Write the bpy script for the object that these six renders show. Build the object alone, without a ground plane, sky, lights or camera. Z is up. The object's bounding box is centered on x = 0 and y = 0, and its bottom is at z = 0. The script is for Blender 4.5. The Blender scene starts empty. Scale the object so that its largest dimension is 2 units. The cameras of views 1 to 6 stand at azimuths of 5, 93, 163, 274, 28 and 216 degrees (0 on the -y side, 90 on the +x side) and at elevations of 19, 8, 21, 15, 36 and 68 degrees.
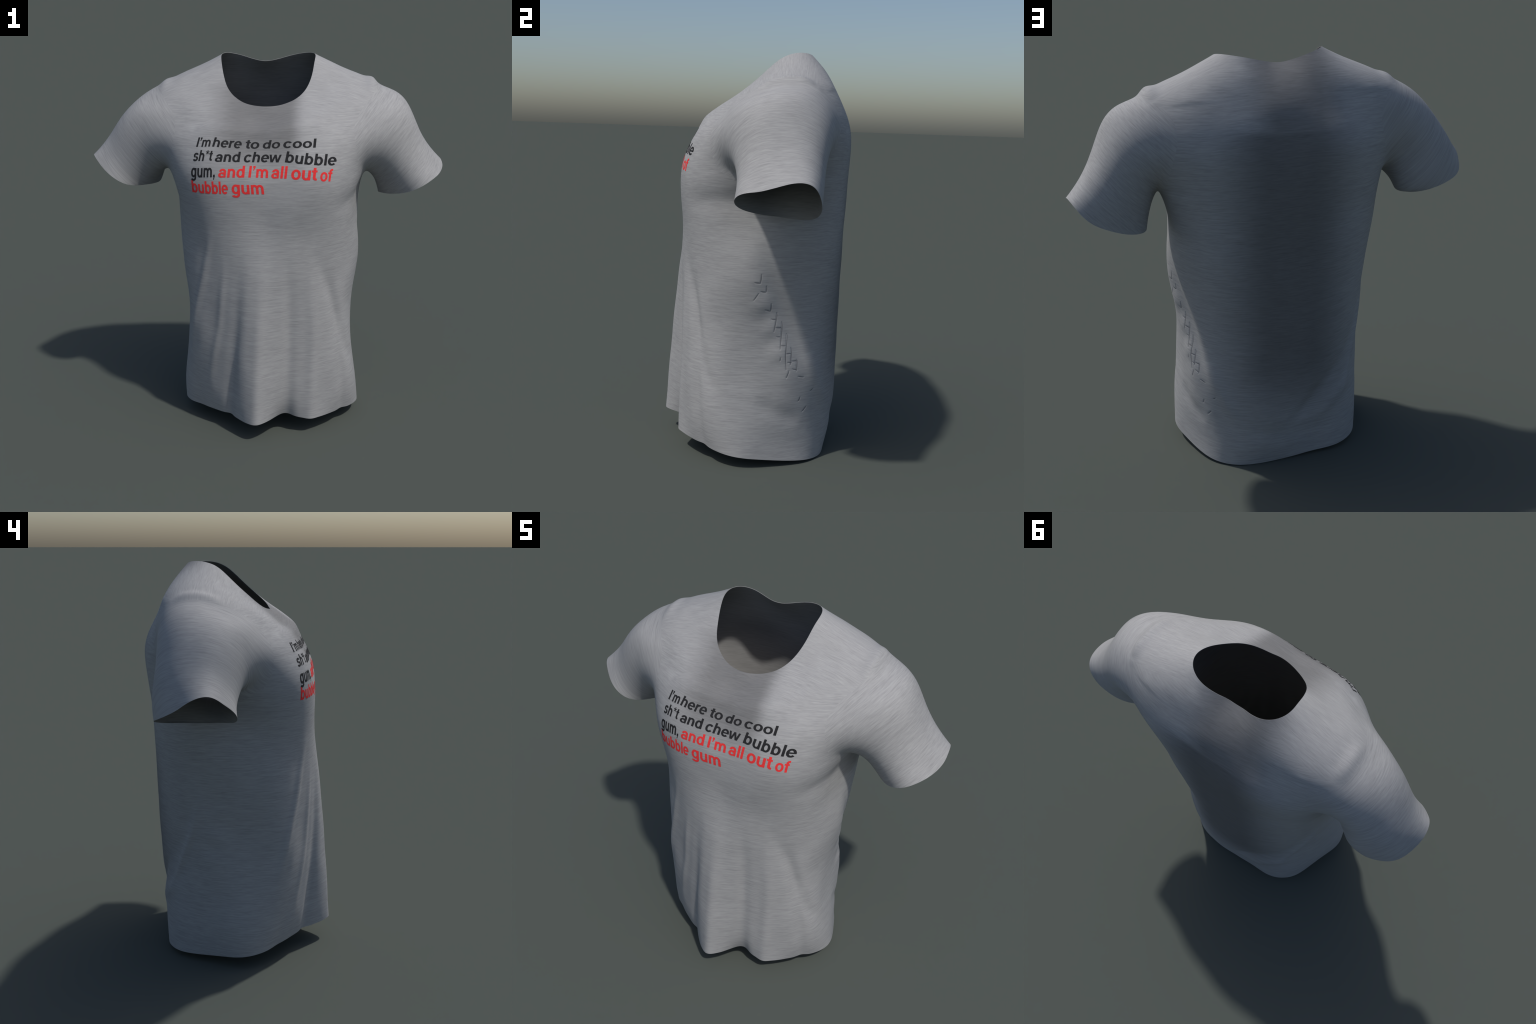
"""Short-sleeved heather-grey crew-neck shirt standing up as if worn.

The cloth is ONE smooth sheet described by cross-sections: the torso is lofted
through closed sections from hem to neckline, an armhole is opened in each
flank, and a sleeve is lofted from the armhole to the cuff.  The sheet is given
cloth thickness and then separated into body and sleeves.
"""
import bpy, bmesh, math
import numpy as np
from mathutils import Vector, noise
from mathutils.bvhtree import BVHTree

# ------------------------------------------------------------------ sections
TORSO = []          # sections from hem to neckline
SLEEVE = {+1: [], -1: []}


def torso_section(centre_y, radii, height=None, climb=None, heights=None):
    """Closed section: radii at angles running front > +x flank > back > -x flank."""
    TORSO.append(dict(cy=centre_y, r=radii, z=height, climb=climb, zs=heights))


def sleeve_section(side, droop, centre, radii, slant):
    """Ring round the arm; droop = angle of the arm axis below the horizon."""
    SLEEVE[side].append(dict(droop=droop, c=centre, r=radii, d=slant))


# hem
torso_section(centre_y=0.00, heights=[0.116, 0.119, 0.115, 0.105, 0.097, 0.094, 0.089, 0.078, 0.062, 0.045, 0.028, 0.013, 0.004, 0.004, 0.011, 0.021, 0.029, 0.034, 0.042, 0.056, 0.070, 0.083, 0.092, 0.098, 0.101, 0.104, 0.108, 0.112],
              radii=[0.464, 0.379, 0.344, 0.395, 0.444, 0.450, 0.464, 0.503, 0.526, 0.491, 0.485, 0.496, 0.452, 0.394, 0.383, 0.392, 0.457, 0.476, 0.440, 0.443, 0.487, 0.470, 0.421, 0.394, 0.380, 0.388, 0.417, 0.468])
# thigh
torso_section(centre_y=0.00, height=0.20, radii=[0.455, 0.405, 0.386, 0.408, 0.436, 0.459, 0.494, 0.531, 0.513, 0.481, 0.471, 0.479, 0.473, 0.457, 0.421, 0.408, 0.462, 0.471, 0.453, 0.461, 0.494, 0.474, 0.442, 0.419, 0.397, 0.396, 0.423, 0.463])
# hip
torso_section(centre_y=0.00, height=0.45, radii=[0.438, 0.411, 0.398, 0.406, 0.429, 0.461, 0.497, 0.497, 0.453, 0.473, 0.508, 0.495, 0.472, 0.447, 0.435, 0.436, 0.436, 0.442, 0.446, 0.449, 0.445, 0.442, 0.459, 0.442, 0.410, 0.401, 0.418, 0.445])
# waist
torso_section(centre_y=0.00, height=0.70, radii=[0.422, 0.408, 0.398, 0.403, 0.424, 0.452, 0.474, 0.468, 0.475, 0.468, 0.474, 0.479, 0.466, 0.442, 0.440, 0.454, 0.455, 0.463, 0.464, 0.443, 0.422, 0.425, 0.455, 0.444, 0.413, 0.401, 0.408, 0.420])
# midriff
torso_section(centre_y=0.02, height=0.95, radii=[0.418, 0.411, 0.415, 0.424, 0.442, 0.465, 0.486, 0.509, 0.525, 0.505, 0.503, 0.504, 0.481, 0.434, 0.418, 0.434, 0.458, 0.476, 0.482, 0.471, 0.463, 0.470, 0.459, 0.446, 0.431, 0.421, 0.418, 0.420])
# ribs
torso_section(centre_y=0.04, height=1.15, radii=[0.411, 0.415, 0.432, 0.443, 0.468, 0.494, 0.507, 0.498, 0.491, 0.516, 0.538, 0.522, 0.470, 0.417, 0.399, 0.419, 0.456, 0.489, 0.516, 0.502, 0.470, 0.460, 0.461, 0.454, 0.453, 0.442, 0.428, 0.417])
# under the arms
torso_section(centre_y=0.06, height=1.30, radii=[0.433, 0.438, 0.462, 0.492, 0.519, 0.535, 0.535, 0.505, 0.487, 0.518, 0.546, 0.522, 0.456, 0.403, 0.387, 0.400, 0.434, 0.490, 0.524, 0.503, 0.469, 0.467, 0.498, 0.505, 0.496, 0.476, 0.454, 0.438])
# chest
torso_section(centre_y=0.08, height=1.45, radii=[0.451, 0.447, 0.465, 0.514, 0.547, 0.561, 0.564, 0.559, 0.560, 0.586, 0.589, 0.522, 0.442, 0.389, 0.377, 0.398, 0.444, 0.500, 0.535, 0.537, 0.528, 0.533, 0.538, 0.537, 0.524, 0.499, 0.476, 0.462])
# upper chest
torso_section(centre_y=0.10, height=1.60, radii=[0.405, 0.417, 0.427, 0.454, 0.494, 0.535, 0.581, 0.618, 0.639, 0.664, 0.640, 0.531, 0.427, 0.363, 0.347, 0.377, 0.442, 0.501, 0.569, 0.612, 0.613, 0.598, 0.553, 0.509, 0.485, 0.458, 0.427, 0.405])
# shoulder points
torso_section(centre_y=0.13, climb=0.30, radii=[0.372, 0.389, 0.416, 0.455, 0.486, 0.506, 0.549, 0.628, 0.697, 0.697, 0.583, 0.442, 0.355, 0.314, 0.302, 0.313, 0.342, 0.400, 0.525, 0.667, 0.682, 0.605, 0.514, 0.464, 0.444, 0.423, 0.395, 0.373])
# yoke
torso_section(centre_y=0.15, climb=0.58, radii=[0.342, 0.357, 0.390, 0.433, 0.464, 0.479, 0.522, 0.606, 0.680, 0.650, 0.477, 0.338, 0.274, 0.250, 0.243, 0.243, 0.254, 0.302, 0.449, 0.651, 0.662, 0.565, 0.482, 0.433, 0.407, 0.386, 0.364, 0.346])
# foot of the neck
torso_section(centre_y=0.15, climb=0.83, radii=[0.304, 0.314, 0.335, 0.360, 0.380, 0.393, 0.412, 0.437, 0.449, 0.418, 0.323, 0.265, 0.212, 0.183, 0.174, 0.178, 0.200, 0.244, 0.302, 0.365, 0.396, 0.386, 0.366, 0.349, 0.336, 0.325, 0.314, 0.305])
# neckline
torso_section(centre_y=0.12, heights=[1.759, 1.759, 1.761, 1.770, 1.786, 1.813, 1.851, 1.902, 1.961, 1.989, 1.994, 1.981, 1.960, 1.948, 1.946, 1.950, 1.965, 1.987, 1.999, 1.996, 1.978, 1.929, 1.882, 1.843, 1.810, 1.785, 1.769, 1.762],
              radii=[0.258, 0.264, 0.264, 0.273, 0.280, 0.283, 0.277, 0.272, 0.268, 0.281, 0.268, 0.220, 0.159, 0.130, 0.127, 0.132, 0.161, 0.209, 0.232, 0.236, 0.227, 0.225, 0.229, 0.240, 0.243, 0.246, 0.248, 0.252])
sleeve_section(+1, droop=28, centre=(0.659, 0.171, 1.580),
               radii=[0.228, 0.207, 0.199, 0.192, 0.184, 0.177, 0.172, 0.176, 0.201, 0.238, 0.261, 0.272, 0.268, 0.252, 0.247, 0.250],
               slant=[-0.007, -0.005, -0.001, 0.000, 0.001, 0.000, 0.001, 0.004, 0.004, -0.001, -0.001, 0.001, 0.001, 0.001, 0.001, 0.000])
sleeve_section(+1, droop=42, centre=(0.733, 0.143, 1.428),
               radii=[0.148, 0.164, 0.187, 0.193, 0.187, 0.185, 0.187, 0.188, 0.186, 0.180, 0.172, 0.180, 0.184, 0.179, 0.169, 0.157],
               slant=[0.001, -0.001, -0.002, -0.001, -0.000, -0.000, -0.001, -0.002, -0.002, -0.001, 0.001, 0.002, 0.002, 0.001, 0.002, 0.003])
sleeve_section(+1, droop=50, centre=(0.833, 0.149, 1.328),
               radii=[0.143, 0.161, 0.196, 0.180, 0.171, 0.181, 0.206, 0.239, 0.218, 0.190, 0.186, 0.198, 0.205, 0.181, 0.143, 0.137],
               slant=[0.031, 0.013, 0.008, 0.030, 0.029, 0.009, -0.013, -0.057, -0.072, -0.046, -0.029, -0.007, 0.010, 0.023, 0.037, 0.038])
sleeve_section(-1, droop=28, centre=(-0.623, 0.184, 1.564),
               radii=[0.221, 0.256, 0.267, 0.261, 0.262, 0.258, 0.229, 0.188, 0.156, 0.142, 0.119, 0.098, 0.105, 0.140, 0.174, 0.195],
               slant=[-0.005, 0.000, 0.002, 0.001, 0.001, 0.002, 0.003, 0.005, 0.004, -0.002, -0.003, -0.002, -0.001, 0.000, -0.000, -0.004])
sleeve_section(-1, droop=42, centre=(-0.733, 0.147, 1.423),
               radii=[0.191, 0.190, 0.187, 0.183, 0.181, 0.176, 0.164, 0.157, 0.174, 0.208, 0.210, 0.201, 0.196, 0.196, 0.202, 0.202],
               slant=[-0.001, -0.000, 0.000, 0.000, 0.001, 0.001, 0.001, 0.002, 0.001, -0.003, -0.002, -0.000, -0.000, -0.001, -0.000, 0.000])
sleeve_section(-1, droop=50, centre=(-0.813, 0.127, 1.370),
               radii=[0.167, 0.186, 0.162, 0.163, 0.173, 0.181, 0.174, 0.169, 0.188, 0.217, 0.234, 0.212, 0.180, 0.159, 0.141, 0.139],
               slant=[0.027, 0.003, 0.009, 0.010, 0.006, -0.002, -0.030, -0.049, -0.061, -0.072, -0.045, -0.004, 0.034, 0.060, 0.060, 0.051])


# ------------------------------------------------------------------ loft
N_CTRL = 28                      # section control points
COLS, ROWS = 112, 96             # base grid of the torso
YOKE_Z = 1.6                     # above this the sections bend up to the neckline
HOLE_HALF = 8
HOLE_COL = {+1: 32, -1: COLS - 32}
HOLE_LO, HOLE_HI = 53, 80
SLEEVE_ROWS = 18


def basis(t):
    return np.stack([(1 - t) ** 3 / 6, (3 * t ** 3 - 6 * t ** 2 + 4) / 6,
                     (-3 * t ** 3 + 3 * t ** 2 + 3 * t + 1) / 6, t ** 3 / 6], -1)


def closed_weights(n, u):
    i = np.floor(u).astype(int)
    w = basis(u - i)
    m = np.zeros((len(u), n))
    for q in range(4):
        np.add.at(m, (np.arange(len(u)), (i - 1 + q) % n), w[:, q])
    return m


def open_weights(n, u):
    i = np.clip(np.floor(u).astype(int), 0, n - 2)
    w = basis(u - i)
    m = np.zeros((len(u), n))
    k = np.arange(len(u))
    for q in range(4):
        a = i - 1 + q
        lo, hi = a < 0, a > n - 1
        ok = ~(lo | hi)
        m[k[ok], a[ok]] += w[ok, q]
        m[k[lo], 0] += 2 * w[lo, q]
        m[k[lo], 1] -= w[lo, q]
        m[k[hi], n - 1] += 2 * w[hi, q]
        m[k[hi], n - 2] -= w[hi, q]
    return m


def grid_with_round_armholes():
    """Column/row coordinates; the square hole in each flank is eased to a round one."""
    c, r = np.meshgrid(np.arange(COLS, dtype=float), np.arange(ROWS + 1, dtype=float))
    mid, half = (HOLE_LO + HOLE_HI) / 2, (HOLE_HI - HOLE_LO) / 2
    for col in HOLE_COL.values():
        a, b = (c - col) / HOLE_HALF, (r - mid) / half
        q = np.maximum(abs(a), abs(b))
        reach = 2.3
        scale = q / (np.sqrt(a * a + b * b) + 1e-9) * 1.12
        w = np.clip((reach - q) / (reach - 1), 0, 1)
        w = w * w * (3 - 2 * w)
        near = q < reach
        f = np.where(near, 1 + (scale - 1) * w, 1)
        c = np.where(near, col + a * f * HOLE_HALF, c)
        r = np.where(near, mid + b * f * half, r)
    return c.ravel(), r.ravel()


def armhole_ring(side):
    m, lo, hi = HOLE_COL[side], HOLE_COL[side] - HOLE_HALF, HOLE_COL[side] + HOLE_HALF
    path = [(HOLE_HI, c) for c in range(m, hi)]
    path += [(r, hi) for r in range(HOLE_HI, HOLE_LO, -1)]
    path += [(HOLE_LO, c) for c in range(hi, lo, -1)]
    path += [(r, lo) for r in range(HOLE_LO, HOLE_HI)]
    path += [(HOLE_HI, c) for c in range(lo, m)]
    return [r * COLS + c for r, c in path]


def build_sheet():
    cols, rows = grid_with_round_armholes()
    n_sec = len(TORSO)
    radii = np.array([s['r'] for s in TORSO])
    zs = np.zeros((n_sec, N_CTRL))
    neck = np.array(TORSO[-1]['zs'])
    for k, s in enumerate(TORSO):
        if s['zs'] is not None:
            zs[k] = s['zs']
        elif s['climb'] is not None:
            zs[k] = YOKE_Z + s['climb'] * (neck - YOKE_Z)
        else:
            zs[k] = s['z']
    across = closed_weights(N_CTRL, (cols % COLS) * N_CTRL / COLS)
    along = open_weights(n_sec, rows * (n_sec - 1) / ROWS)
    phi = cols * 2 * math.pi / COLS
    theta = phi - 0.3 * np.sin(phi)          # control points crowd to the front folds
    r = ((along @ radii) * across).sum(1)
    z = ((along @ zs) * across).sum(1)
    cy = along @ np.array([s['cy'] for s in TORSO])
    torso = np.stack([r * np.sin(theta), cy - r * np.cos(theta), z], -1)

    rings = {s: armhole_ring(s) for s in HOLE_COL}
    n_ring = len(rings[1])
    verts, faces, tags = [torso], [], []
    for rr in range(ROWS):
        for c in range(COLS):
            if any(HOLE_LO <= rr < HOLE_HI and m - HOLE_HALF <= c < m + HOLE_HALF
                   for m in HOLE_COL.values()):
                continue
            d = (c + 1) % COLS
            faces.append((rr * COLS + c, rr * COLS + d, (rr + 1) * COLS + d, (rr + 1) * COLS + c))
            tags.append(0)
    ang = np.arange(n_ring) * 2 * math.pi / n_ring
    ring_w = closed_weights(16, np.arange(n_ring) * 16 / n_ring)
    arm_w = open_weights(4, np.linspace(0, 3, SLEEVE_ROWS + 1))[1:]
    base = len(torso)
    for side in (+1, -1):
        loops = [torso[rings[side]]]
        for s in SLEEVE[side]:
            a = math.radians(s['droop'])
            axis = np.array([side * math.cos(a), 0, -math.sin(a)])
            up = np.array([side * math.sin(a), 0, math.cos(a)])
            fwd = np.array([0, side, 0])
            rho, slant = ring_w @ np.array(s['r']), ring_w @ np.array(s['d'])
            loops.append(np.array(s['c']) + rho[:, None] * (np.cos(ang)[:, None] * up
                         + np.sin(ang)[:, None] * fwd) + slant[:, None] * axis)
        verts.append(np.einsum('ak,kni->ani', arm_w, np.stack(loops)).reshape(-1, 3))

        def vid(k, i):
            i %= n_ring
            return rings[side][i] if k == 0 else base + (k - 1) * n_ring + i
        for k in range(SLEEVE_ROWS):
            for i in range(n_ring):
                faces.append((vid(k + 1, i), vid(k + 1, i + 1), vid(k, i + 1), vid(k, i)))
                tags.append(side)
        base += SLEEVE_ROWS * n_ring
    v, f, tags = np.vstack(verts), np.array(faces), np.array(tags)

    # ease the join of sleeve and torso
    e = np.vstack([f[:, [0, 1]], f[:, [1, 2]], f[:, [2, 3]], f[:, [3, 0]]])
    e = np.unique(np.sort(e, 1), axis=0)
    e = np.vstack([e, e[:, ::-1]])
    n = len(v)
    valence = np.maximum(np.bincount(e[:, 0], minlength=n), 1).astype(float)
    hops = np.full(n, 99)
    for ring in rings.values():
        hops[ring] = 0
    for _ in range(7):
        nb = np.full(n, 99)
        np.minimum.at(nb, e[:, 0], hops[e[:, 1]])
        hops = np.minimum(hops, nb + 1)
    w = np.clip(1 - hops / 4, 0, 1) * 0.5
    for _ in range(7):
        avg = np.stack([np.bincount(e[:, 0], v[e[:, 1], i], n) for i in range(3)], -1) / valence[:, None]
        v = v + w[:, None] * (avg - v)
    used = np.unique(f)
    low, high = v[used, 2].min(), v[used, 2].max()
    v[:, 2] = (v[:, 2] - low) * 2.0 / (high - low)     # stands on the ground, 2 m tall
    remap = np.full(n, -1)
    remap[used] = np.arange(len(used))
    return v[used], remap[f], tags


# ------------------------------------------------------------------ relief
# (strength in m, width in m, points on the cloth): + swells outward, - sinks
LOCAL, HANG = 0, 1        # a fold that dies out at both ends / one that hangs to the hem
RIDGES = [
    (0.014, 0.045, LOCAL, [(-0.34, -0.225, 1.655), (-0.1, -0.245, 1.66), (0.1, -0.258, 1.66), (0.28, -0.24, 1.665)]),
    (0.020, 0.034, LOCAL, [(0.57, 0.0, 1.80), (0.575, 0.10, 1.845), (0.575, 0.19, 1.862), (0.57, 0.28, 1.83)]),
    (0.010, 0.036, LOCAL, [(-0.53, 0.04, 1.82), (-0.54, 0.17, 1.865), (-0.53, 0.26, 1.83)]),
    (-0.010, 0.036, LOCAL, [(0.298, -0.320, 1.003), (0.378, -0.268, 0.743), (0.446, -0.206, 0.470), (0.492, -0.117, 0.292)]),
    (-0.012, 0.045, LOCAL, [(0.505, 0.047, 1.109), (0.492, 0.113, 0.925), (0.454, 0.172, 0.763), (0.433, 0.218, 0.632), (0.406, 0.276, 0.465)]),
    (0.003, 0.045, LOCAL, [(0.492, -0.046, 1.135), (0.507, -0.008, 1.015), (0.494, 0.023, 0.832), (0.469, 0.098, 0.710), (0.455, 0.167, 0.540), (0.440, 0.217, 0.405)]),
    (-0.007, 0.045, LOCAL, [(0.479, 0.039, 0.329), (0.463, 0.134, 0.279), (0.405, 0.262, 0.216)]),
    (-0.008, 0.050, LOCAL, [(0.513, 0.037, 1.320), (0.491, -0.086, 1.292), (0.455, -0.212, 1.285), (0.378, -0.301, 1.272)]),
    (-0.012, 0.036, LOCAL, [(-0.255, 0.364, 0.501), (-0.109, 0.414, 0.353), (-0.004, 0.422, 0.230)]),
    (0.009, 0.040, LOCAL, [(-0.349, 0.285, 0.390), (-0.205, 0.389, 0.303), (-0.096, 0.404, 0.201)]),
    (0.009, 0.040, LOCAL, [(0.394, 0.287, 0.555), (0.348, 0.337, 0.413), (0.282, 0.380, 0.261)]),
    (-0.006, 0.050, LOCAL, [(0.240, 0.398, 0.208), (0.081, 0.422, 0.172), (-0.097, 0.400, 0.161)]),
    (0.007, 0.018, LOCAL, [(-0.443, 0.178, 0.881), (-0.411, 0.215, 0.702), (-0.337, 0.297, 0.482), (-0.277, 0.355, 0.330)]),
    (-0.006, 0.034, LOCAL, [(-0.420, 0.227, 0.840), (-0.374, 0.270, 0.671), (-0.293, 0.337, 0.500)]),
    (0.009, 0.024, LOCAL, [(-0.256, -0.332, 1.139), (-0.309, -0.296, 0.885), (-0.371, -0.252, 0.649), (-0.401, -0.206, 0.417)]),
    (0.006, 0.022, LOCAL, [(-0.186, -0.358, 0.988), (-0.229, -0.339, 0.618), (-0.296, -0.294, 0.286)]),
    (-0.006, 0.050, HANG, [(-0.240, -0.338, 1.100), (-0.288, -0.313, 0.614), (-0.372, -0.217, 0.138)]),
    (-0.012, 0.034, HANG, [(-0.088, -0.375, 1.148), (-0.134, -0.387, 0.649), (-0.190, -0.345, 0.141)]),
    (0.010, 0.032, HANG, [(0.017, -0.378, 1.115), (-0.015, -0.429, 0.576), (-0.034, -0.460, 0.140)]),
    (-0.012, 0.033, HANG, [(0.138, -0.374, 1.201), (0.150, -0.371, 0.738), (0.130, -0.353, 0.154)]),
    (0.009, 0.032, HANG, [(0.247, -0.347, 1.141), (0.272, -0.333, 0.631), (0.255, -0.348, 0.134)]),
    (-0.012, 0.035, HANG, [(0.338, -0.312, 1.165), (0.392, -0.260, 0.639), (0.432, -0.232, 0.196)]),
]

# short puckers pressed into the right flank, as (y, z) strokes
CREASES = [
    [(0.060, 0.953), (0.055, 0.912)],
    [(0.085, 0.895), (0.083, 0.868)],
    [(0.109, 0.808), (0.106, 0.775)],
    [(0.138, 0.763), (0.124, 0.673)],
    [(0.163, 0.717), (0.156, 0.586)],
    [(0.188, 0.657), (0.183, 0.556), (0.188, 0.485)],
    [(0.211, 0.590), (0.209, 0.508)],
    [(0.240, 0.529), (0.238, 0.475)],
    [(0.030, 0.913), (0.055, 0.911)],
    [(0.059, 0.869), (0.082, 0.867)],
    [(0.081, 0.780), (0.106, 0.773)],
    [(0.111, 0.733), (0.132, 0.731)],
    [(0.132, 0.691), (0.160, 0.689)],
    [(0.139, 0.646), (0.156, 0.646)],
    [(0.158, 0.604), (0.184, 0.602)],
    [(0.185, 0.563), (0.211, 0.562)],
    [(0.196, 0.520), (0.213, 0.519)],
    [(0.216, 0.525), (0.242, 0.524)],
    [(0.220, 0.486), (0.239, 0.481)],
    [(0.250, 0.446), (0.274, 0.440)],
    [(0.047, 0.860), (0.025, 0.828)],
    [(0.160, 0.545), (0.158, 0.530)],
    [(0.203, 0.478), (0.191, 0.444)],
    [(0.321, 0.374), (0.309, 0.364)],
    [(0.261, 0.340), (0.254, 0.322)],
    [(0.291, 0.287), (0.274, 0.265)],
]


def stroke_distance(p, a, b):
    d = b - a
    t = np.clip(((p - a) @ d) / (d @ d + 1e-12), 0, 1)
    return np.linalg.norm(p - a - t[:, None] * d, axis=1), t


def add_relief(p, n):
    shift = np.zeros(len(p))
    for amount, width, kind, pts in RIDGES:
        pts = np.array(pts, float)
        if kind == HANG:                      # run on past the hem
            pts = np.vstack([pts, pts[-1] + (pts[-1] - pts[-2]) * 0.3])
        legs = np.linalg.norm(np.diff(pts, axis=0), axis=1)
        total, run = legs.sum(), 0.0
        best, along = np.full(len(p), 9.0), np.zeros(len(p))
        for a, b, leg in zip(pts[:-1], pts[1:], legs):
            d, t = stroke_distance(p, a, b)
            nearer = d < best
            best = np.where(nearer, d, best)
            along = np.where(nearer, (run + t * leg) / total, along)
            run += leg
        if kind == HANG:
            fade = np.clip(along / 0.6, 0, 1)
        else:
            fade = np.clip(np.minimum(along, 1 - along) / 0.3, 0, 1) * 0.7 + 0.3
        fade = fade * fade * (3 - 2 * fade)
        shift += amount * fade * np.exp(-(best / width) ** 2)
    # cloth gathers in a slanting row of soft bunches on each flank
    for side in (1, -1):
        a, b = np.array([side * 0.50, 0.02, 0.97]), np.array([side * 0.45, 0.19, 0.40])
        d, t = stroke_distance(p, a, b)
        shift += 0.0030 * np.sin(t * 2 * math.pi * 4.5) * np.exp(-(d / 0.05) ** 2) * np.sin(t * math.pi)
    # limp cloth is never quite fair: slow, shallow unevenness
    for i, c in enumerate(p):
        shift[i] += 0.0035 * noise.noise(Vector((c[0] * 7, c[1] * 7, c[2] * 5)))
    flank = p[:, 0] > 0.3
    q = p[flank][:, 1:]
    dent = np.zeros(len(q))
    for stroke in CREASES:
        for a, b in zip(stroke[:-1], stroke[1:]):
            d, _ = stroke_distance(q, np.array(a), np.array(b))
            dent = np.maximum(dent, np.exp(-(d / 0.0030) ** 2))
    shift[flank] -= 0.0013 * dent
    return p + n * shift[:, None]


# ------------------------------------------------------------------ materials
def node(tree, kind, **inputs):
    nd = tree.nodes.new(kind)
    for key, val in inputs.items():
        nd.inputs[key.replace('_', ' ')].default_value = val
    return nd


def math_node(t, op, a, b=None, c=None, clamp=False):
    nd = t.nodes.new('ShaderNodeMath')
    nd.operation, nd.use_clamp = op, clamp
    for i, x in enumerate((a, b, c)):
        if x is None:
            continue
        if isinstance(x, (int, float)):
            nd.inputs[i].default_value = x
        else:
            t.links.new(x, nd.inputs[i])
    return nd.outputs[0]


def step(t, x, lo, hi):
    nd = t.nodes.new('ShaderNodeMapRange')
    nd.interpolation_type = 'SMOOTHSTEP'
    nd.inputs['From Min'].default_value = lo
    nd.inputs['From Max'].default_value = hi
    t.links.new(x, nd.inputs['Value'])
    return nd.outputs[0]


def inside(t, x, lo0, lo1, hi0, hi1):
    up, down = step(t, x, lo0, lo1), step(t, x, hi0, hi1)
    return math_node(t, 'SUBTRACT', up, down, clamp=True)


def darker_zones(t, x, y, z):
    """Shade painted into the colour below the collar and in a broad soft band down the back."""
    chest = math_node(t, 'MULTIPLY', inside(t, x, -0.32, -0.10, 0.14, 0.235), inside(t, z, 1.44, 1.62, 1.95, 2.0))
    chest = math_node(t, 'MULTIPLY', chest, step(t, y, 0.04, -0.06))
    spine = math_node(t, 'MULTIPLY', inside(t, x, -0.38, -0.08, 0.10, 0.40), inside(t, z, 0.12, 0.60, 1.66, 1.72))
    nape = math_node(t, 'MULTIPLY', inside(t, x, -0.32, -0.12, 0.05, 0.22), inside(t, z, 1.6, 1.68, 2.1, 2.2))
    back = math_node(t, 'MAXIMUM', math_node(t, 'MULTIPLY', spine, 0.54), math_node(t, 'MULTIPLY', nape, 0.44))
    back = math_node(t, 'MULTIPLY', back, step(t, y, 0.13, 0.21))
    return math_node(t, 'MAXIMUM', math_node(t, 'MULTIPLY', chest, 0.46), back)



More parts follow.
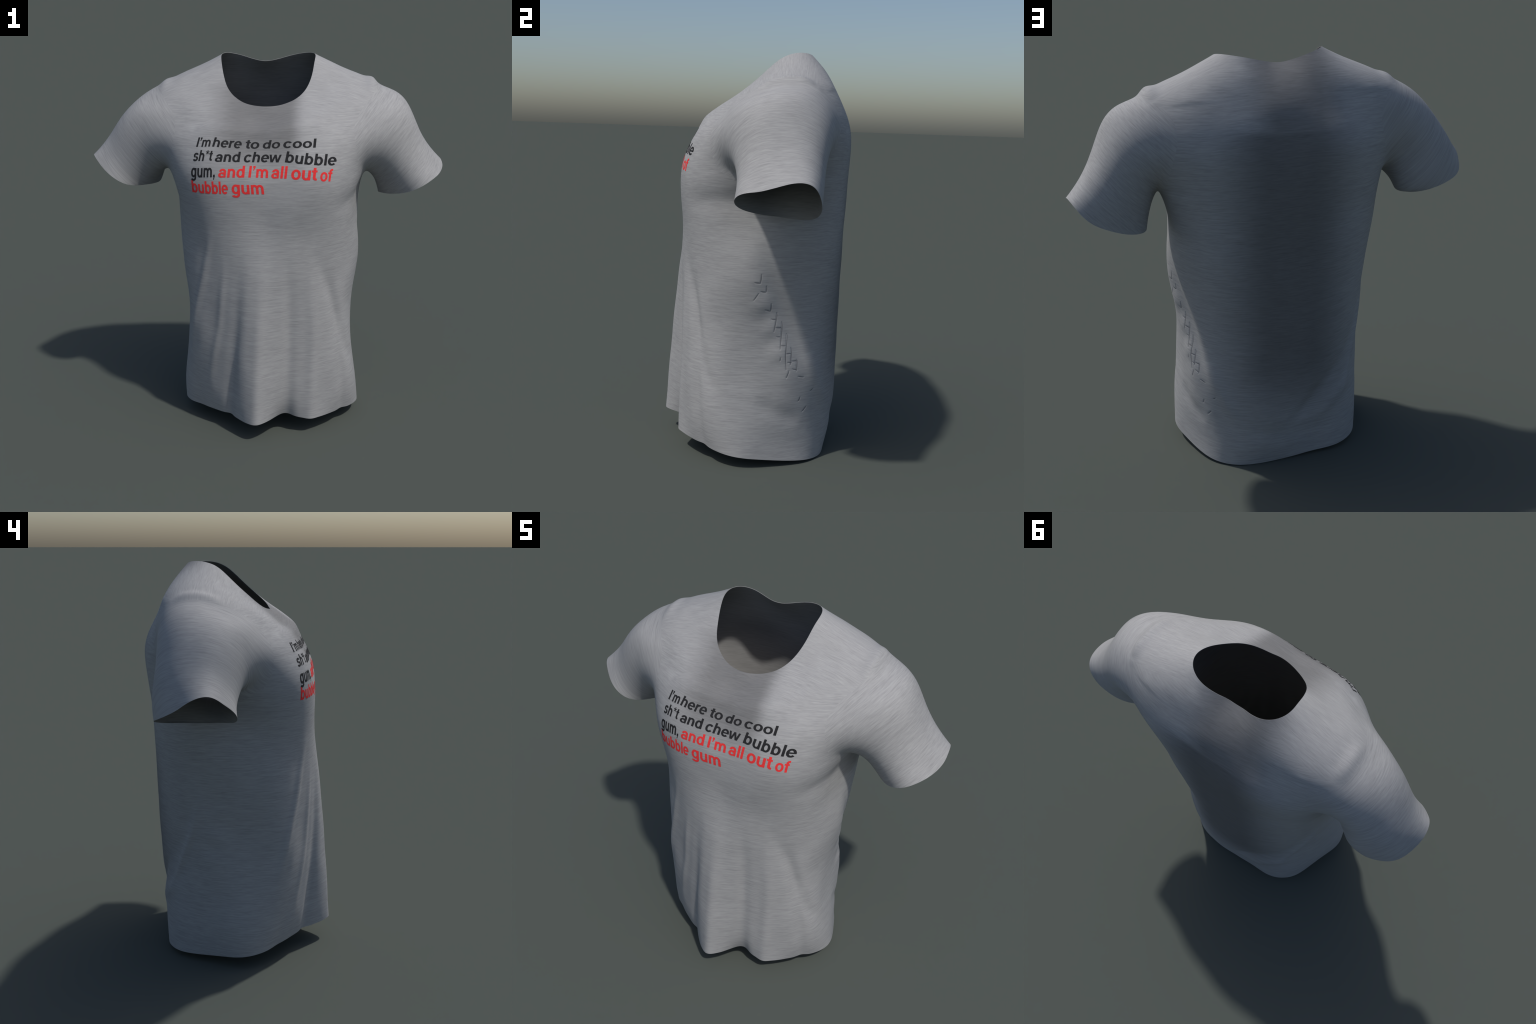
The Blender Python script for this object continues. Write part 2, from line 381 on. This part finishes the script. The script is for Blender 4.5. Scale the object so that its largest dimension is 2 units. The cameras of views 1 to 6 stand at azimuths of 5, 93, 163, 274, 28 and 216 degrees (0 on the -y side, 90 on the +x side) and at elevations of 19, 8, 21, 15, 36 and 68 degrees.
def cloth_material(name, dark, mid, light, side=0, baked_shade=True):
    """Heathered jersey: fine streaks run across the body, or round the arm on a sleeve."""
    m = bpy.data.materials.new(name)
    m.use_nodes = True
    t = m.node_tree
    link = t.links.new
    bsdf = t.nodes['Principled BSDF']
    bsdf.inputs['Roughness'].default_value = 0.8
    bsdf.inputs['Specular IOR Level'].default_value = 0.25
    co = node(t, 'ShaderNodeTexCoord')
    sep = node(t, 'ShaderNodeSeparateXYZ')
    link(co.outputs['Object'], sep.inputs[0])
    x, y, z = sep.outputs
    if side:                                      # the knit runs along the arm
        a = math.radians(42)
        w = math_node(t, 'ADD', math_node(t, 'MULTIPLY', x, side * math.cos(a)),
                      math_node(t, 'MULTIPLY', z, -math.sin(a)))
    else:
        w = z
    wob = node(t, 'ShaderNodeTexNoise', Scale=4.0, Detail=1.0)
    link(co.outputs['Object'], wob.inputs['Vector'])
    wave = math_node(t, 'MULTIPLY', wob.outputs['Fac'], 0.016)

    def streaks(run, along, across, detail):
        mk = node(t, 'ShaderNodeCombineXYZ')
        if side:
            low = math_node(t, 'MULTIPLY', z, along * 0.6)
            link(math_node(t, 'ADD', low, math_node(t, 'MULTIPLY', x, along)), mk.inputs[0])
        else:
            link(math_node(t, 'MULTIPLY', x, along), mk.inputs[0])
        if run is not y:
            link(math_node(t, 'MULTIPLY', y, along), mk.inputs[1])
        link(math_node(t, 'MULTIPLY', math_node(t, 'ADD', run, wave), across), mk.inputs[2])
        nz = node(t, 'ShaderNodeTexNoise', Scale=1.0, Detail=detail, Roughness=0.6)
        link(mk.outputs[0], nz.inputs['Vector'])
        return nz.outputs['Fac']

    def knit(run):
        fine, broad = streaks(run, 24, 460, 2.0), streaks(run, 9.0, 170, 2.0)
        return math_node(t, 'MULTIPLY', math_node(t, 'ADD', fine, broad), 0.5)
    both = knit(w)
    if not side:                                  # over the shoulders the rows lie front to back
        geo = node(t, 'ShaderNodeNewGeometry')
        ns = node(t, 'ShaderNodeSeparateXYZ')
        link(geo.outputs['Normal'], ns.inputs[0])
        flat = step(t, ns.outputs[2], 0.66, 0.80)
        mx = node(t, 'ShaderNodeMix')
        link(flat, mx.inputs[0])
        link(both, mx.inputs[2])
        link(knit(y), mx.inputs[3])
        both = mx.outputs[0]
    ramp = node(t, 'ShaderNodeValToRGB')
    e = ramp.color_ramp.elements
    e[0].position, e[0].color = 0.33, (*dark, 1)
    e[1].position, e[1].color = 0.67, (*light, 1)
    k = e.new(0.5)
    k.color = (*mid, 1)
    link(both, ramp.inputs['Fac'])
    if baked_shade:
        shade_mix = node(t, 'ShaderNodeMix')  # multiplies the painted shade into the cloth grey
        shade_mix.data_type, shade_mix.blend_type = 'RGBA', 'MULTIPLY'
        shade_mix.inputs[7].default_value = (0.0, 0.0, 0.0, 1)
        link(darker_zones(t, x, y, z), shade_mix.inputs[0])
        link(ramp.outputs['Color'], shade_mix.inputs[6])
        link(shade_mix.outputs[2], bsdf.inputs['Base Color'])
    else:
        link(ramp.outputs['Color'], bsdf.inputs['Base Color'])
    bump = node(t, 'ShaderNodeBump', Strength=0.06, Distance=0.001)
    link(both, bump.inputs['Height'])
    link(bump.outputs[0], bsdf.inputs['Normal'])
    return m


def ink_material(name, color):
    m = bpy.data.materials.new(name)
    m.use_nodes = True
    t = m.node_tree
    bsdf = t.nodes['Principled BSDF']
    bsdf.inputs['Roughness'].default_value = 0.85
    bsdf.inputs['Specular IOR Level'].default_value = 0.15
    co = node(t, 'ShaderNodeTexCoord')
    mp = node(t, 'ShaderNodeMapping')
    mp.inputs['Scale'].default_value = (14, 14, 230)
    t.links.new(co.outputs['Object'], mp.inputs['Vector'])
    nz = node(t, 'ShaderNodeTexNoise', Scale=1.0, Detail=2.0)
    t.links.new(mp.outputs[0], nz.inputs['Vector'])
    ramp = node(t, 'ShaderNodeValToRGB')
    e = ramp.color_ramp.elements
    e[0].position, e[0].color = 0.3, (*[c * 0.9 for c in color], 1)
    e[1].position, e[1].color = 0.7, (*[c * 1.1 for c in color], 1)
    t.links.new(nz.outputs['Fac'], ramp.inputs['Fac'])
    t.links.new(ramp.outputs['Color'], bsdf.inputs['Base Color'])
    return m


GREY = dict(dark=(0.272, 0.272, 0.276), mid=(0.332, 0.332, 0.336), light=(0.385, 0.385, 0.388))
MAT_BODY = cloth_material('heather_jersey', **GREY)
MAT_SLEEVE = {s: cloth_material('heather_jersey_sleeve', side=s, baked_shade=False, **GREY) for s in (1, -1)}
INNER = cloth_material('jersey_reverse', baked_shade=False, dark=(0.22, 0.22, 0.22),
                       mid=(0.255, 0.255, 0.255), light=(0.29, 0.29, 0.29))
BLACK, RED = 'black', 'red'
INK = {BLACK: ink_material('black_print', (0.022, 0.022, 0.024)),
       RED: ink_material('red_print', (0.78, 0.042, 0.043))}

# ------------------------------------------------------------------ cloth sheet
CLOTH = 0.0016
scene = bpy.context.scene


def fine_sheet():
    """Subdivide the lofted sheet, press the relief in; returns points, faces, tags."""
    v, f, tags = build_sheet()
    me = bpy.data.meshes.new('draft')
    me.from_pydata(v.tolist(), [], f.tolist())
    for _ in range(3):
        me.materials.append(None)
    me.polygons.foreach_set('material_index', [{0: 0, 1: 1, -1: 2}[int(x)] for x in tags])
    ob = bpy.data.objects.new('draft', me)
    scene.collection.objects.link(ob)
    sub = ob.modifiers.new('smooth', 'SUBSURF')
    sub.levels = sub.render_levels = 2
    dg = bpy.context.evaluated_depsgraph_get()
    bm = bmesh.new()
    bm.from_mesh(ob.evaluated_get(dg).to_mesh())
    bpy.data.objects.remove(ob)
    bpy.data.meshes.remove(me)
    # finer cells where the puckers are
    strokes = [(np.array(u), np.array(w)) for st in CREASES for u, w in zip(st[:-1], st[1:])]
    yz = np.array([w.co[:] for w in bm.verts])
    close = np.zeros(len(yz), bool)
    flank = np.where(yz[:, 0] > 0.3)[0]
    for u, w in strokes:
        d, _ = stroke_distance(yz[flank][:, 1:], u, w)
        close[flank[d < 0.014]] = True
    bm.verts.index_update()
    near = [e for e in bm.edges if close[e.verts[0].index] and close[e.verts[1].index]]
    bmesh.ops.subdivide_edges(bm, edges=near, cuts=3, use_grid_fill=True)
    bm.normal_update()
    bm.verts.index_update()
    p = np.array([w.co for w in bm.verts])
    n = np.array([w.normal for w in bm.verts])
    faces = [[w.index for w in fc.verts] for fc in bm.faces]
    tag = [(0, 1, -1)[fc.material_index] for fc in bm.faces]
    p = add_relief(p, n)
    for w, c in zip(bm.verts, p):
        w.co = c
    bm.normal_update()
    n = np.array([w.normal for w in bm.verts])
    rim = [(e.verts[0].index, e.verts[1].index, e.link_faces[0].index)
           for e in bm.edges if len(e.link_faces) == 1]
    bm.faces.index_update()
    tree = BVHTree.FromBMesh(bm)
    bm.free()
    return p, n, faces, tag, rim, tree


P, N, FACES, TAG, RIM, TREE = fine_sheet()

root = bpy.data.objects.new('shirt', None)
root.empty_display_size = 0.2
scene.collection.objects.link(root)
root['label'] = 'heather grey short-sleeved shirt with black and red lettering'
root['category'] = 'shirt'


def make_object(name, verts, faces, normals, material, parent):
    """normals: one per loop."""
    me = bpy.data.meshes.new(name)
    me.from_pydata(verts, [], faces)
    me.polygons.foreach_set('use_smooth', [True] * len(faces))
    me.materials.append(material)
    me.normals_split_custom_set(normals)
    ob = bpy.data.objects.new(name, me)
    scene.collection.objects.link(ob)
    ob.parent = parent
    return ob


def cloth_part(name, tag, material):
    index, verts, faces, normals, reverse = {}, [], [], [], []

    def vid(i, inner):
        key = (i, inner)
        if key not in index:
            index[key] = len(verts)
            verts.append(tuple(P[i] - N[i] * (CLOTH if inner else 0)))
        return index[key]
    for fc, tg in zip(FACES, TAG):
        if tg != tag:
            continue
        faces.append([vid(i, False) for i in fc])
        normals += [tuple(N[i]) for i in fc]
        faces.append([vid(i, True) for i in reversed(fc)])
        normals += [tuple(-N[i]) for i in reversed(fc)]
        reverse += [0, 1]
    for a, b, fi in RIM:
        if TAG[fi] != tag:
            continue
        fc = FACES[fi]
        if fc[(fc.index(a) + 1) % len(fc)] != b:
            a, b = b, a
        quad = [vid(b, False), vid(a, False), vid(a, True), vid(b, True)]
        q = [Vector(verts[i]) for i in quad]
        nn = tuple((q[1] - q[0]).cross(q[2] - q[0]).normalized())
        faces.append(quad)
        normals += [nn] * 4
        reverse.append(1)
    ob = make_object(name, verts, faces, normals, material, root)
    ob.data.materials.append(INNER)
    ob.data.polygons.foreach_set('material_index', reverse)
    return ob


body = cloth_part('body', 0, MAT_BODY)
for s in (1, -1):
    cloth_part('sleeve', s, MAT_SLEEVE[s])

# ------------------------------------------------------------------ painted crease shade
def crease_shade_strips():
    """Narrow tapering dark strips laid over the puckers as their shade, all one part."""
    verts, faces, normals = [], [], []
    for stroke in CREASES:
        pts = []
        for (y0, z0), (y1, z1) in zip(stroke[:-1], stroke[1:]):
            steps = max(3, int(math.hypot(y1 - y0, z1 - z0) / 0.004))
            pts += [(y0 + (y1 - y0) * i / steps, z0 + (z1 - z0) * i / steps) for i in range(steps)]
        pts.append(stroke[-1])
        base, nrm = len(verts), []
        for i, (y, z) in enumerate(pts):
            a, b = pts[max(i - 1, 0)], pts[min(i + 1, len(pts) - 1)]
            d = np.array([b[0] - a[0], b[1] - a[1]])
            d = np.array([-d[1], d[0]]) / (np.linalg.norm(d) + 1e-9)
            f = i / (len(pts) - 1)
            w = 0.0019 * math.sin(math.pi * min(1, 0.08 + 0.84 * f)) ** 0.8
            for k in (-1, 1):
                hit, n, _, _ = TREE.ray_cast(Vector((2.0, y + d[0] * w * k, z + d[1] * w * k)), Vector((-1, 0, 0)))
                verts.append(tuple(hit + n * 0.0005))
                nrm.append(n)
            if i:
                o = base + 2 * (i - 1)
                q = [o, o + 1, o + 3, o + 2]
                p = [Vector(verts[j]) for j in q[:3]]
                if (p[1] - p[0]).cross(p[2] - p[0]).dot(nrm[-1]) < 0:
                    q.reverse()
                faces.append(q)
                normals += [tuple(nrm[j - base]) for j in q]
    ob = make_object('crease_shade_strip', verts, faces, normals, CREASE_SHADE, body)
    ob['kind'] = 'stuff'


CREASE_SHADE = ink_material('crease_shade', (0.17, 0.17, 0.18))  # dark grey standing in for shade along the puckers
crease_shade_strips()

# ------------------------------------------------------------------ lettering
# each word: ink, then baseline left, baseline right, top left, top right as (x, z)
WORDS = [
    ("I'm", BLACK, (-0.321, 1.581), (-0.247, 1.588), (-0.309, 1.625), (-0.239, 1.629)),
    ('here', BLACK, (-0.236, 1.588), (-0.090, 1.580), (-0.223, 1.630), (-0.080, 1.623)),
    ('to', BLACK, (-0.072, 1.580), (-0.001, 1.578), (-0.063, 1.620), (0.007, 1.617)),
    ('do', BLACK, (0.017, 1.579), (0.103, 1.581), (0.025, 1.616), (0.111, 1.620)),
    ('cool', BLACK, (0.119, 1.582), (0.282, 1.581), (0.127, 1.623), (0.286, 1.622)),
    ('sh*t', BLACK, (-0.338, 1.514), (-0.236, 1.523), (-0.325, 1.567), (-0.227, 1.572)),
    ('and', BLACK, (-0.222, 1.519), (-0.095, 1.518), (-0.209, 1.566), (-0.089, 1.565)),
    ('chew', BLACK, (-0.077, 1.517), (0.109, 1.516), (-0.066, 1.564), (0.117, 1.564)),
    ('bubble', BLACK, (0.130, 1.516), (0.383, 1.491), (0.141, 1.567), (0.389, 1.544)),
    ('gum,', BLACK, (-0.348, 1.434), (-0.220, 1.445), (-0.344, 1.497), (-0.218, 1.506)),
    ('and', RED, (-0.204, 1.444), (-0.071, 1.445), (-0.195, 1.500), (-0.066, 1.501)),
    ("I'm", RED, (-0.051, 1.445), (0.047, 1.442), (-0.044, 1.500), (0.050, 1.498)),
    ('all', RED, (0.062, 1.440), (0.139, 1.438), (0.069, 1.498), (0.146, 1.498)),
    ('out', RED, (0.160, 1.435), (0.288, 1.428), (0.167, 1.499), (0.295, 1.492)),
    ('of', RED, (0.304, 1.423), (0.361, 1.415), (0.309, 1.482), (0.369, 1.475)),
    ('bubble', RED, (-0.344, 1.356), (-0.153, 1.362), (-0.347, 1.419), (-0.155, 1.425)),
    ('gum', RED, (-0.135, 1.363), (0.028, 1.361), (-0.135, 1.427), (0.021, 1.424)),
]


STEM, BAR = 0.15, 0.116          # upright and level stroke weights of the heavy grotesque
XH, ASC = 0.53, 0.72


def box(x0, y0, x1, y1):
    return [[(x0, y0), (x0, y1)], [(x1, y0), (x1, y1)]]


def slab(x0, y0, x1, y1, w):
    """Level-cut slanting stroke of horizontal width w."""
    return [[(x0 - w / 2, y0), (x1 - w / 2, y1)], [(x0 + w / 2, y0), (x1 + w / 2, y1)]]


def bowl(cx, cy, rx, ry, a0=0, a1=360, sx=None, sy=None):
    """Part of a squarish ring, thick at the sides and thin at top and foot."""
    sx, sy = sx or STEM, sy or BAR
    n = max(4, int(abs(a1 - a0) / 12))
    outer, inner = [], []
    for i in range(n + 1):
        a = math.radians(a0 + (a1 - a0) * i / n)
        c, q = math.cos(a), math.sin(a)
        k = (abs(c) ** 2.08 + abs(q) ** 2.08) ** (-1 / 2.08)
        outer.append((cx + rx * c * k, cy + ry * q * k))
        inner.append((cx + (rx - sx) * c * k, cy + (ry - sy) * q * k))
    return [outer, inner]


S_ = STEM
GLYPHS = {                         # advance width, strokes
    'o': (0.60, [bowl(0.30, 0.265, 0.265, 0.277)]),
    'c': (0.56, [bowl(0.295, 0.265, 0.26, 0.277, 38, 322)]),
    'e': (0.57, [bowl(0.295, 0.265, 0.26, 0.277, -8, 318), box(0.08, 0.222, 0.55, 0.312)]),
    'a': (0.56, [bowl(0.275, 0.33, 0.225, 0.212, 0, 168), box(0.365, 0.0, 0.5, 0.345),
                 bowl(0.25, 0.155, 0.215, 0.167, 20, 320, sy=0.095), box(0.25, 0.235, 0.40, 0.322)]),
    'n': (0.60, [box(0.065, 0, 0.065 + S_, XH), bowl(0.30, 0.30, 0.24, 0.242, 0, 150),
                 box(0.54 - S_, 0, 0.54, 0.305)]),
    'h': (0.60, [box(0.065, 0, 0.065 + S_, ASC), bowl(0.30, 0.30, 0.24, 0.242, 0, 150),
                 box(0.54 - S_, 0, 0.54, 0.305)]),
    'm': (0.89, [box(0.065, 0, 0.065 + S_, XH), bowl(0.285, 0.315, 0.225, 0.227, 0, 150),
                 box(0.51 - S_, 0, 0.51, 0.32), bowl(0.60, 0.315, 0.225, 0.227, 0, 160),
                 box(0.825 - S_, 0, 0.825, 0.32)]),
    'u': (0.60, [box(0.54 - S_, 0, 0.54, XH), bowl(0.30, 0.23, 0.24, 0.242, 180, 330),
                 box(0.06, 0.225, 0.06 + S_, XH)]),
    'b': (0.61, [box(0.065, 0, 0.065 + S_, ASC), bowl(0.315, 0.265, 0.25, 0.277)]),
    'd': (0.61, [box(0.545 - S_, 0, 0.545, ASC), bowl(0.295, 0.265, 0.25, 0.277)]),
    'g': (0.61, [bowl(0.295, 0.268, 0.25, 0.272), box(0.545 - S_, -0.04, 0.545, XH),
                 bowl(0.295, -0.04, 0.25, 0.17, 0, -158)]),
    'l': (0.27, [box(0.068, 0, 0.068 + S_, ASC)]),
    'I': (0.28, [box(0.068, 0, 0.075 + S_, ASC)]),
    'r': (0.39, [box(0.065, 0, 0.065 + S_, XH), bowl(0.33, 0.28, 0.27, 0.258, 78, 158)]),
    's': (0.54, [bowl(0.27, 0.378, 0.222, 0.164, 22, 262), bowl(0.27, 0.158, 0.232, 0.170, -158, 82)]),
    't': (0.34, [box(0.10, 0.14, 0.10 + S_, 0.67), box(0.015, XH - 0.095, 0.325, XH),
                 bowl(0.29, 0.155, 0.19, 0.16, 180, 275), box(0.29, -0.005, 0.33, 0.10)]),
    'f': (0.34, [box(0.095, 0, 0.095 + S_, 0.56), box(0.015, XH - 0.095, 0.32, XH),
                 bowl(0.285, 0.555, 0.19, 0.17, 88, 180), box(0.28, 0.62, 0.335, 0.725)]),
    'w': (0.80, [slab(0.205, 0, 0.075, XH, 0.135), slab(0.235, 0, 0.40, XH, 0.13),
                 slab(0.565, 0, 0.40, XH, 0.13), slab(0.595, 0, 0.725, XH, 0.135)]),
    '*': (0.40, [[[(0.2 + 0.03 * -q, 0.58 + 0.03 * c), (0.2 + 0.15 * c - 0.03 * q, 0.58 + 0.15 * q + 0.03 * c)],
                  [(0.2 + 0.03 * q, 0.58 - 0.03 * c), (0.2 + 0.15 * c + 0.03 * q, 0.58 + 0.15 * q - 0.03 * c)]]
                 for c, q in ((math.cos(math.radians(d)), math.sin(math.radians(d))) for d in (90, 162, 234, 306, 18))]),
    ',': (0.28, [box(0.07, 0, 0.07 + S_ * 1.05, 0.14), slab(0.12, -0.15, 0.165, 0.005, 0.075)]),
    "'": (0.25, [box(0.06, ASC - 0.13, 0.06 + S_, ASC), slab(0.10, ASC - 0.27, 0.15, ASC - 0.125, 0.075)]),
}


def print_word(text, ink, bl, br, tl, tr):
    """Letters of a word laid on the cloth; the word's box follows the stretched knit."""
    start, pen = [], 0.0
    for ch in text:
        start.append(pen)
        pen += GLYPHS[ch][0] - 0.028
    xs = [start[i] + x for i, ch in enumerate(text) for st in GLYPHS[ch][1] for row in st for x, _ in row]
    x0, x1 = min(xs), max(xs)
    bl, br, tl, tr = (np.array(c) for c in (bl, br, tl, tr))

    def on_cloth(x, y):
        a, b = (x - x0) / (x1 - x0), y / ASC
        q = (bl * (1 - a) + br * a) * (1 - b) + (tl * (1 - a) + tr * a) * b
        hit, n, fi, _ = TREE.ray_cast(Vector((q[0], -2.0, q[1])), Vector((0, 1, 0)))
        fc = FACES[fi]
        wts = [1 / ((hit - Vector(P[i])).length + 1e-4) for i in fc]
        return hit, Vector(sum(N[i] * k for i, k in zip(fc, wts))).normalized()

    for ch, dx in zip(text, start):
        verts, faces, normals, nrm = [], [], [], []
        for layer, (left, right) in enumerate(GLYPHS[ch][1]):
            lift = 0.0007 + 0.00012 * layer            # strokes overlap like printed layers
            legs = len(left) - 1
            cuts = 1 if legs > 3 else 6
            rail = []
            for i in range(legs * cuts + 1):
                k, f = min(i // cuts, legs - 1), (i / cuts) - min(i // cuts, legs - 1)
                ends = [tuple(r[k][c] * (1 - f) + r[k + 1][c] * f for c in (0, 1)) for r in (left, right)]
                rail.append([tuple(ends[0][c] * (1 - g) + ends[1][c] * g for c in (0, 1)) for g in (0, 0.5, 1)])
            base = len(verts)
            for low in (False, True):
                for row in rail:
                    for x, y in row:
                        hit, n = on_cloth(x + dx, y)
                        verts.append(tuple(hit + n * (-0.0008 if low else lift)))
                        nrm.append(tuple(n))
            size = 3 * len(rail)
            quads = []
            for i in range(len(rail) - 1):
                for j in range(2):
                    o = base + 3 * i + j
                    quads.append([o, o + 1, o + 4, o + 3])
                for j in (0, 2):
                    o = base + 3 * i + j
                    quads.append([o, o + 3, o + 3 + size, o + size])
            for i in (0, len(rail) - 1):
                for j in range(2):
                    o = base + 3 * i + j
                    quads.append([o, o + 1, o + 1 + size, o + size])
            for q in quads:
                if q[2] < base + size:                 # the face of the stroke looks outward
                    a, b, c = (Vector(verts[i]) for i in q[:3])
                    if (b - a).cross(c - a).dot(Vector(nrm[q[0]])) < 0:
                        q.reverse()
                faces.append(q)
                normals += [nrm[i] for i in q]
        make_object('printed_letter', verts, faces, normals, INK[ink], body)


for entry in WORDS:
    print_word(*entry)
